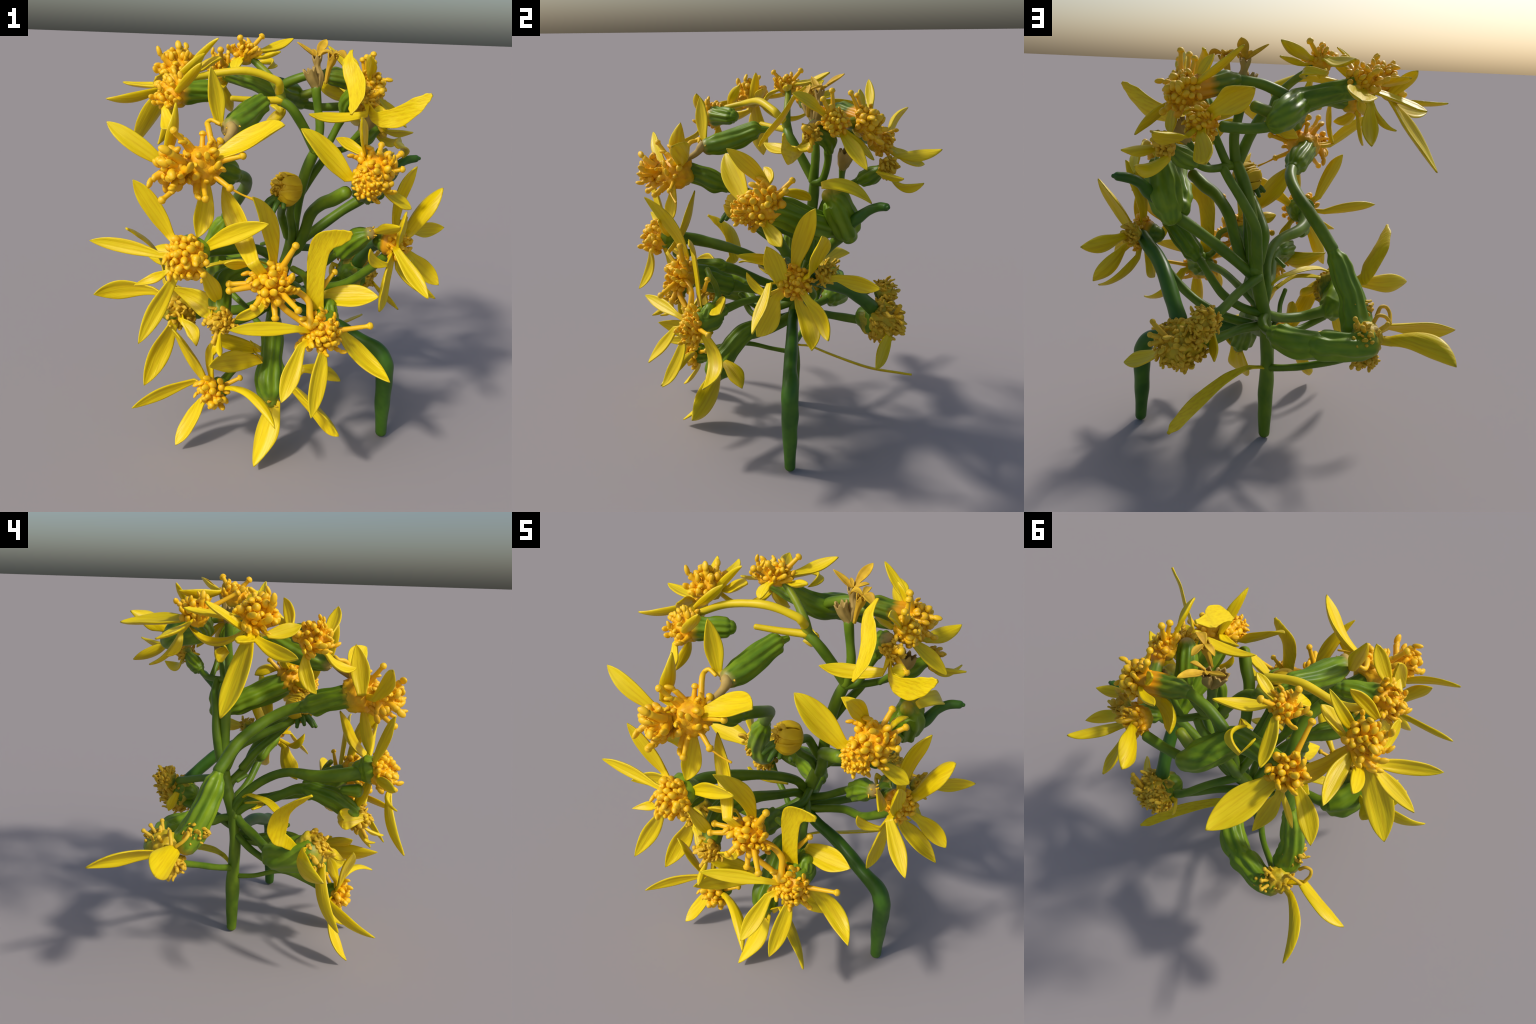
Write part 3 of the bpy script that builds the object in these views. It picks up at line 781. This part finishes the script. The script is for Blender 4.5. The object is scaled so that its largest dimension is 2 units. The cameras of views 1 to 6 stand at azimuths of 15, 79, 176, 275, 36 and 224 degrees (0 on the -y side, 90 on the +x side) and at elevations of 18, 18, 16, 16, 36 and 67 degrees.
# two dull heads between them
h = disc((-0.388, -0.345, 0.676), (-0.2, -0.93, -0.25), 0.122, 0.090, 'brown', count=70, size=1.15, long_share=0.3)
bent_petal([(-0.44, -0.23, 0.715), (-0.500, -0.185, 0.770), (-0.515, -0.150, 0.800), (-0.537, -0.140, 0.865), (-0.588, -0.162, 0.953), (-0.629, -0.233, 1.019), (-0.653, -0.298, 1.058)], [0.040, 0.060, 0.085, 0.112, 0.105, 0.070, 0.018], (-0.9, -0.1, 0.3), h)
petals(h, [
    ((-0.524, -0.263, 0.736), (-0.684, -0.271, 0.729), (-0.813, -0.363, 0.713), 0.105, (0.33, -0.94, -0.11)),
    ((-0.382, -0.363, 0.613), (-0.453, -0.373, 0.450), (-0.497, -0.464, 0.303), 0.110, (0.60, -0.80, 0.04)),
    ((-0.315, -0.398, 0.652), (-0.248, -0.423, 0.616), (-0.214, -0.478, 0.571), 0.065, (-0.21, -0.81, 0.54)),
])
style(h, [(-0.29, -0.40, 0.62), (-0.48, -0.42, 0.71)], r=0.010, ball=0.012, mat='brown')
h = disc((-0.067, -0.572, 0.752), (-0.1, -0.9, -0.3), 0.058, 0.052, 'brown', count=40, size=1.1)
petals(h, [
    ((-0.099, -0.601, 0.782), (-0.187, -0.462, 0.791), (-0.343, -0.456, 0.845), 0.110, (-0.44, -0.86, 0.26)),
    ((0.085, -0.375, 0.500), (-0.025, -0.507, 0.538), (-0.088, -0.667, 0.578), 0.100, (0.84, -0.40, 0.36)),
    ((0.075, -0.370, 0.550), (-0.032, -0.445, 0.595), (-0.127, -0.525, 0.653), 0.085, (0.65, -0.43, 0.63)),
    ((-0.060, -0.600, 0.700), (-0.042, -0.648, 0.671), (-0.020, -0.700, 0.655), 0.032, (-0.54, 0.15, -0.82)),
    ((-0.070, -0.580, 0.695), (-0.077, -0.597, 0.639), (-0.070, -0.655, 0.630), 0.032, (-0.13, -0.65, 0.75)),
], base=0.3)
style(h, [(-0.13, -0.60, 0.765), (-0.14, -0.59, 0.745), (-0.09, -0.60, 0.665)], r=0.011, ball=0.012, mat='brown')
# right-centre head: long ragged body
h = disc((0.535, -0.18, 1.425), (0.3, -0.8, 0.35), 0.105, 0.105, count=38, size=1.15, lump=0.22, long_share=0.3)
petals(h, [
    ((0.405, -0.202, 1.389), (0.304, -0.245, 1.498), (0.199, -0.281, 1.606), 0.120, (0.67, -0.60, 0.42)),
    ((0.461, -0.116, 1.481), (0.392, -0.088, 1.511), (0.324, -0.104, 1.551), 0.065, (0.32, -0.60, 0.74)),
    ((0.465, -0.117, 1.488), (0.457, -0.203, 1.587), (0.456, -0.305, 1.671), 0.080, (1.00, -0.07, -0.03)),
    ((0.580, -0.146, 1.322), (0.636, -0.116, 1.282), (0.699, -0.094, 1.247), 0.075, (0.61, -0.52, 0.61)),
    ((0.557, -0.047, 1.471), (0.547, 0.025, 1.462), (0.541, 0.085, 1.422), 0.085, (0.73, -0.16, -0.67)),
])
style(h, [(0.625, -0.056, 1.493), (0.643, -0.146, 1.437), (0.526, -0.001, 1.52)], r=0.013)
h = disc((0.50, -0.265, 1.365), (-0.05, -0.95, -0.25), 0.070, 0.055, count=40, size=0.7, lump=0.25)
# right head and its dry twin
h = disc((0.668, -0.02, 1.05), (0.95, -0.25, 0.1), 0.082, 0.060, count=46, size=0.85, long_share=0.05)
petals(h, [
    ((0.692, 0.047, 1.102), (0.753, 0.065, 1.218), (0.833, 0.068, 1.324), 0.130, (0.64, 0.61, -0.47)),
    ((0.704, 0.180, 1.076), (0.770, 0.269, 1.062), (0.858, 0.338, 1.065), 0.080, (0.72, -0.70, -0.01)),
    ((0.722, 0.036, 0.976), (0.781, 0.090, 0.899), (0.866, 0.089, 0.828), 0.090, (0.52, -0.83, 0.21)),
    ((0.654, 0.005, 0.927), (0.738, 0.039, 0.835), (0.852, 0.017, 0.778), 0.095, (0.58, -0.33, 0.74)),
    ((0.652, -0.140, 1.052), (0.735, -0.195, 0.960), (0.822, -0.263, 0.881), 0.075, (0.17, -0.71, 0.68)),
    ((0.622, -0.111, 0.960), (0.607, -0.139, 0.852), (0.605, -0.201, 0.759), 0.110, (0.96, -0.29, 0.05)),
    ((0.614, -0.141, 0.980), (0.552, -0.191, 1.006), (0.541, -0.235, 1.076), 0.050, (0.71, -0.69, -0.13)),
    ((0.625, -0.006, 1.139), (0.634, 0.034, 1.286), (0.701, 0.065, 1.419), 0.100, (0.82, -0.57, -0.08)),
    ((0.656, -0.078, 1.039), (0.661, -0.116, 1.146), (0.678, -0.161, 1.249), 0.100, (0.98, -0.11, -0.14)),
])
h = disc((0.675, 0.135, 1.085), (0.8, 0.4, 0.1), 0.050, 0.040, 'brown', count=26, size=0.9)
h = disc((0.525, -0.062, 1.105), (0.6, -0.4, 0.3), 0.026, 0.022, 'brown', count=8, size=0.5)
petals(h, [
    ((0.538, -0.055, 1.107), (0.609, -0.174, 1.157), (0.664, -0.301, 1.207), 0.065, (0.55, 0.54, 0.64)),
], base=0.35)
# upper right cluster
h = disc((0.455, 0.222, 1.79), (0.75, -0.1, 0.6), 0.066, 0.060, count=34, size=0.9, long_share=0.05)
bent_petal([(0.337, 0.107, 1.934), (0.334, 0.052, 1.883), (0.363, 0.016, 1.834), (0.393, -0.026, 1.787), (0.407, -0.080, 1.735), (0.398, -0.115, 1.692), (0.391, -0.137, 1.663)], [0.020, 0.062, 0.088, 0.095, 0.085, 0.055, 0.014], (-0.46, -0.70, 0.54), h)
petals(h, [
    ((0.420, 0.149, 1.833), (0.432, 0.086, 1.878), (0.442, 0.017, 1.915), 0.075, (0.78, 0.42, 0.47)),
    ((0.450, 0.263, 1.713), (0.532, 0.303, 1.642), (0.615, 0.337, 1.568), 0.070, (0.70, -0.40, 0.59)),
    ((0.442, 0.299, 1.707), (0.450, 0.364, 1.645), (0.450, 0.425, 1.580), 0.065, (0.64, 0.53, 0.57)),
])
style(h, [(0.43, 0.212, 1.922), (0.44, 0.165, 1.885)])
h = disc((0.415, 0.425, 1.768), (0.6, 0.6, 0.4), 0.078, 0.070, count=36, size=1.1, long_share=0.05)
petals(h, [
    ((0.326, 0.445, 1.809), (0.238, 0.470, 1.873), (0.159, 0.485, 1.951), 0.050, (0.46, -0.54, 0.70)),
    ((0.337, 0.395, 1.816), (0.308, 0.396, 1.863), (0.277, 0.397, 1.910), 0.060, (0.66, 0.62, 0.41)),
    ((0.286, 0.390, 1.683), (0.190, 0.411, 1.715), (0.118, 0.478, 1.743), 0.105, (0.53, 0.65, 0.54)),
])
style(h, [(0.385, 0.319, 1.905), (0.36, 0.36, 1.89)])
h = disc((0.33, 0.535, 1.65), (0.4, 0.85, 0.05), 0.072, 0.066, count=40, size=0.8)
petals(h, [
    ((0.385, 0.573, 1.590), (0.437, 0.671, 1.603), (0.485, 0.769, 1.624), 0.085, (-0.33, 0.32, -0.89)),
    ((0.317, 0.586, 1.596), (0.300, 0.671, 1.546), (0.290, 0.765, 1.515), 0.095, (0.60, 0.40, 0.69)),
    ((0.262, 0.569, 1.703), (0.179, 0.635, 1.756), (0.117, 0.729, 1.794), 0.110, (0.53, 0.73, -0.43)),
])
h = disc((0.475, 0.497, 1.552), (0.75, 0.55, -0.2), 0.046, 0.036, 'brown', count=30, size=1.0)
petals(h, [
    ((0.506, 0.428, 1.534), (0.573, 0.472, 1.523), (0.643, 0.511, 1.525), 0.055, (0.28, -0.53, -0.80)),
    ((0.454, 0.516, 1.502), (0.528, 0.562, 1.459), (0.568, 0.648, 1.484), 0.065, (0.51, -0.53, -0.68)),
])
h = disc((0.44, 0.104, 1.722), (0.5, -0.7, 0.4), 0.044, 0.038, 'brown', count=26, size=0.9)
bent_petal([(0.445, 0.085, 1.675), (0.484, 0.037, 1.640), (0.534, -0.000, 1.638), (0.600, -0.029, 1.656), (0.667, -0.068, 1.708), (0.712, -0.082, 1.748), (0.733, -0.090, 1.766)], [0.035, 0.055, 0.082, 0.095, 0.080, 0.045, 0.018], (-0.44, -0.89, -0.12), h)
petals(h, [
    ((0.441, 0.036, 1.649), (0.308, -0.007, 1.624), (0.184, -0.075, 1.640), 0.080, (0.17, -0.45, 0.88)),
    ((0.473, 0.044, 1.661), (0.501, 0.065, 1.662), (0.528, 0.085, 1.665), 0.070, (0.21, -0.38, 0.90)),
])
style(h, [(0.50, 0.06, 1.76), (0.53, 0.08, 1.66)])
# dry seed head at the back: two fused domes
h = disc((0.425, 0.585, 0.685), (0.35, 0.93, -0.1), 0.128, 0.135, 'brown', count=120, size=1.05, spread=118)
petals(h, [
    ((0.504, 0.526, 0.641), (0.582, 0.464, 0.587), (0.672, 0.407, 0.546), 0.080, (0.66, 0.44, 0.61)),
    ((0.264, 0.503, 0.735), (0.254, 0.529, 0.679), (0.252, 0.555, 0.622), 0.065, (0.85, 0.51, 0.14)),
])
h = disc((0.295, 0.605, 0.825), (-0.1, 0.9, 0.4), 0.078, 0.060, 'brown', count=60, size=0.9, spread=115)
style(h, [(0.518, 0.58, 0.815), (0.528, 0.59, 0.758), (0.525, 0.60, 0.72)], mat='brown', start=(0.45, 0.58, 0.735), r=0.012, ball=0.012)
# left rear head: florets grow straight from the fused tubes
h = disc((-0.490, 0.425, 0.690), (-0.95, 0.1, 0.1), 0.100, 0.085, 'brown', count=0, lump=0.22)
petals(h, [
    ((-0.542, 0.434, 0.682), (-0.678, 0.553, 0.722), (-0.764, 0.714, 0.689), 0.100, (-0.68, -0.53, -0.51)),
    ((-0.557, 0.339, 0.720), (-0.712, 0.360, 0.722), (-0.867, 0.367, 0.711), 0.135, (0.09, 0.74, -0.66)),
])
disc((-0.437, 0.385, 0.575), (-0.2, -0.2, -1.0), 0.075, 0.050, 'brown', count=46, size=1.15, long_share=0.5, lump=0.3)
disc((-0.420, 0.465, 0.725), (-0.1, 0.35, 0.9), 0.060, 0.040, 'brown', count=22, size=1.0, long_share=0.4, lump=0.3)
disc((-0.437, 0.255, 0.782), (-0.75, -0.35, 0.5), 0.058, 0.050, 'brown', count=34, size=0.95, lump=0.3)
tube('long_floret', [(-0.50, 0.31, 0.755), (-0.52, 0.29, 0.793), (-0.55, 0.28, 0.790), (-0.565, 0.30, 0.765), (-0.561, 0.335, 0.735)], [0.010, 0.009, 0.009, 0.009, 0.009], 'brown', h)
tube('long_floret', [(-0.47, 0.39, 0.755), (-0.492, 0.381, 0.785), (-0.53, 0.37, 0.775), (-0.555, 0.36, 0.74)], [0.010, 0.009, 0.009, 0.009], 'brown', h)
style(h, [(-0.372, 0.447, 0.794), (-0.40, 0.50, 0.775), (-0.43, 0.53, 0.755), (-0.529, 0.428, 0.765)], r=0.010, ball=0.012, mat='brown')
# closed bud in the middle: overlapping fat petals around a lumpy heart, with a ruff of sepals
bud_at, bud_ax = V((0.122, -0.205, 1.312)), V((-0.62, -0.62, 0.10))
h = disc(bud_at, bud_ax, 0.074, 0.066, 'brown', count=34, size=0.95, lump=0.22, back=0.25, spread=70)
for i in range(13):
    a = i * 2.4 + 0.3 * math.sin(i * 2.3)
    f = frame(bud_at, bud_ax)
    k = 0.98 + 0.14 * math.sin(i * 3.7)
    ring = [(0.020, -0.062), (0.052, -0.045), (0.066 * k, -0.010), (0.064 * k, 0.025), (0.046, 0.050 * k)]
    bent_petal([f @ V((q * math.cos(a), q * math.sin(a), z)) for q, z in ring], [0.024, 0.044, 0.056, 0.050, 0.020], f.to_3x3() @ V((math.cos(a), math.sin(a), 0)), h, 'bud', 'folded_petal', 0.020)
for i in range(7):
    a = i * 0.9 + 0.3
    s = V((0.10 + 0.025 * math.cos(a), -0.225 + 0.025 * math.sin(a), 1.266))
    e = s + V((0.030 * math.cos(a) - 0.015, 0.03 * math.sin(a) - 0.02, -0.030 - 0.010 * (i % 3)))
    tube('sepal', [s, s.lerp(e, 0.5) + V((0, 0, 0.006)), e], [0.018, 0.014, 0.010], 'sepal', h)

# ================================================================ odd parts
# yellow strap leaf at the foot of the upright stalk
bent_petal([(0.01, 0.14, 0.400), (0.05, 0.160, 0.412), (0.110, 0.209, 0.426), (0.213, 0.305, 0.412), (0.338, 0.480, 0.376), (0.41, 0.64, 0.362), (0.438, 0.704, 0.359)], [0.020, 0.020, 0.030, 0.050, 0.066, 0.052, 0.016], (-0.5, 0.2, 0.8), None, 'petal', 'strap_leaf', 0.012)
# strap leaf curling out of the centre to the left
bent_petal([(-0.009, 0.078, 0.822), (-0.05, 0.05, 0.850), (-0.104, 0.022, 0.864), (-0.19, -0.06, 0.866), (-0.265, -0.111, 0.856), (-0.315, -0.14, 0.835)], [0.016, 0.024, 0.036, 0.052, 0.050, 0.030], (0.35, 0.35, 0.87), None, 'petal', 'strap_leaf')
bent_petal([(-0.04, 0.06, 0.80), (-0.12, -0.02, 0.832), (-0.20, -0.03, 0.838), (-0.262, 0.0, 0.842)], [0.016, 0.030, 0.040, 0.020], (0.1, 0.2, 0.95), None, 'petal', 'strap_leaf')
# petal lying on the paired bells
petal((0.583, 0.124, 1.497), (0.61, 0.25, 1.487), (0.607, 0.367, 1.401), 0.075, (0.7, 0.1, 0.7))
# dried-out flowers on the bare upright stalk
cup([(0.160, 0.196, 1.735), (0.157, 0.196, 1.76), (0.138, 0.175, 1.80), (0.127, 0.168, 1.835)], [0.020, 0.024, 0.027, 0.032], 'tan')
cup([(0.163, 0.198, 1.735), (0.168, 0.215, 1.80), (0.155, 0.222, 1.85), (0.150, 0.225, 1.895)], [0.020, 0.025, 0.015, 0.026], 'tan', teeth=5)
cup([(0.215, 0.150, 1.775), (0.225, 0.150, 1.84), (0.238, 0.146, 1.88), (0.243, 0.145, 1.905)], [0.008, 0.012, 0.020, 0.027], 'dry_petal', teeth=5)
for B_, M_, T_, w_ in (
        ((0.150, 0.225, 1.895), (0.105, 0.218, 1.925), (0.049, 0.207, 1.963), 0.034),
        ((0.152, 0.235, 1.90), (0.162, 0.295, 1.945), (0.170, 0.354, 1.978), 0.050),
        ((0.150, 0.225, 1.90), (0.135, 0.235, 1.92), (0.122, 0.245, 1.932), 0.022),
        ((0.155, 0.225, 1.90), (0.19, 0.235, 1.92), (0.215, 0.25, 1.925), 0.024),
        ((0.243, 0.145, 1.905), (0.28, 0.13, 1.92), (0.312, 0.12, 1.89), 0.046),
        ((0.243, 0.145, 1.91), (0.205, 0.15, 1.925), (0.18, 0.15, 1.90), 0.034),
        ((0.243, 0.150, 1.91), (0.24, 0.19, 1.925), (0.235, 0.225, 1.92), 0.034)):
    petal(B_, M_, T_, w_, (0.1, -0.4, 0.9), None, 'dry_petal', 'dry_petal', 0.3, 0.0, 0.009)
# brown cup on a short stalk
cup([(0.390, 0.285, 1.535), (0.405, 0.285, 1.56), (0.432, 0.285, 1.60), (0.440, 0.288, 1.630)], [0.018, 0.028, 0.036, 0.034], 'tan')

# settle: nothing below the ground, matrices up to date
bpy.context.view_layer.update()
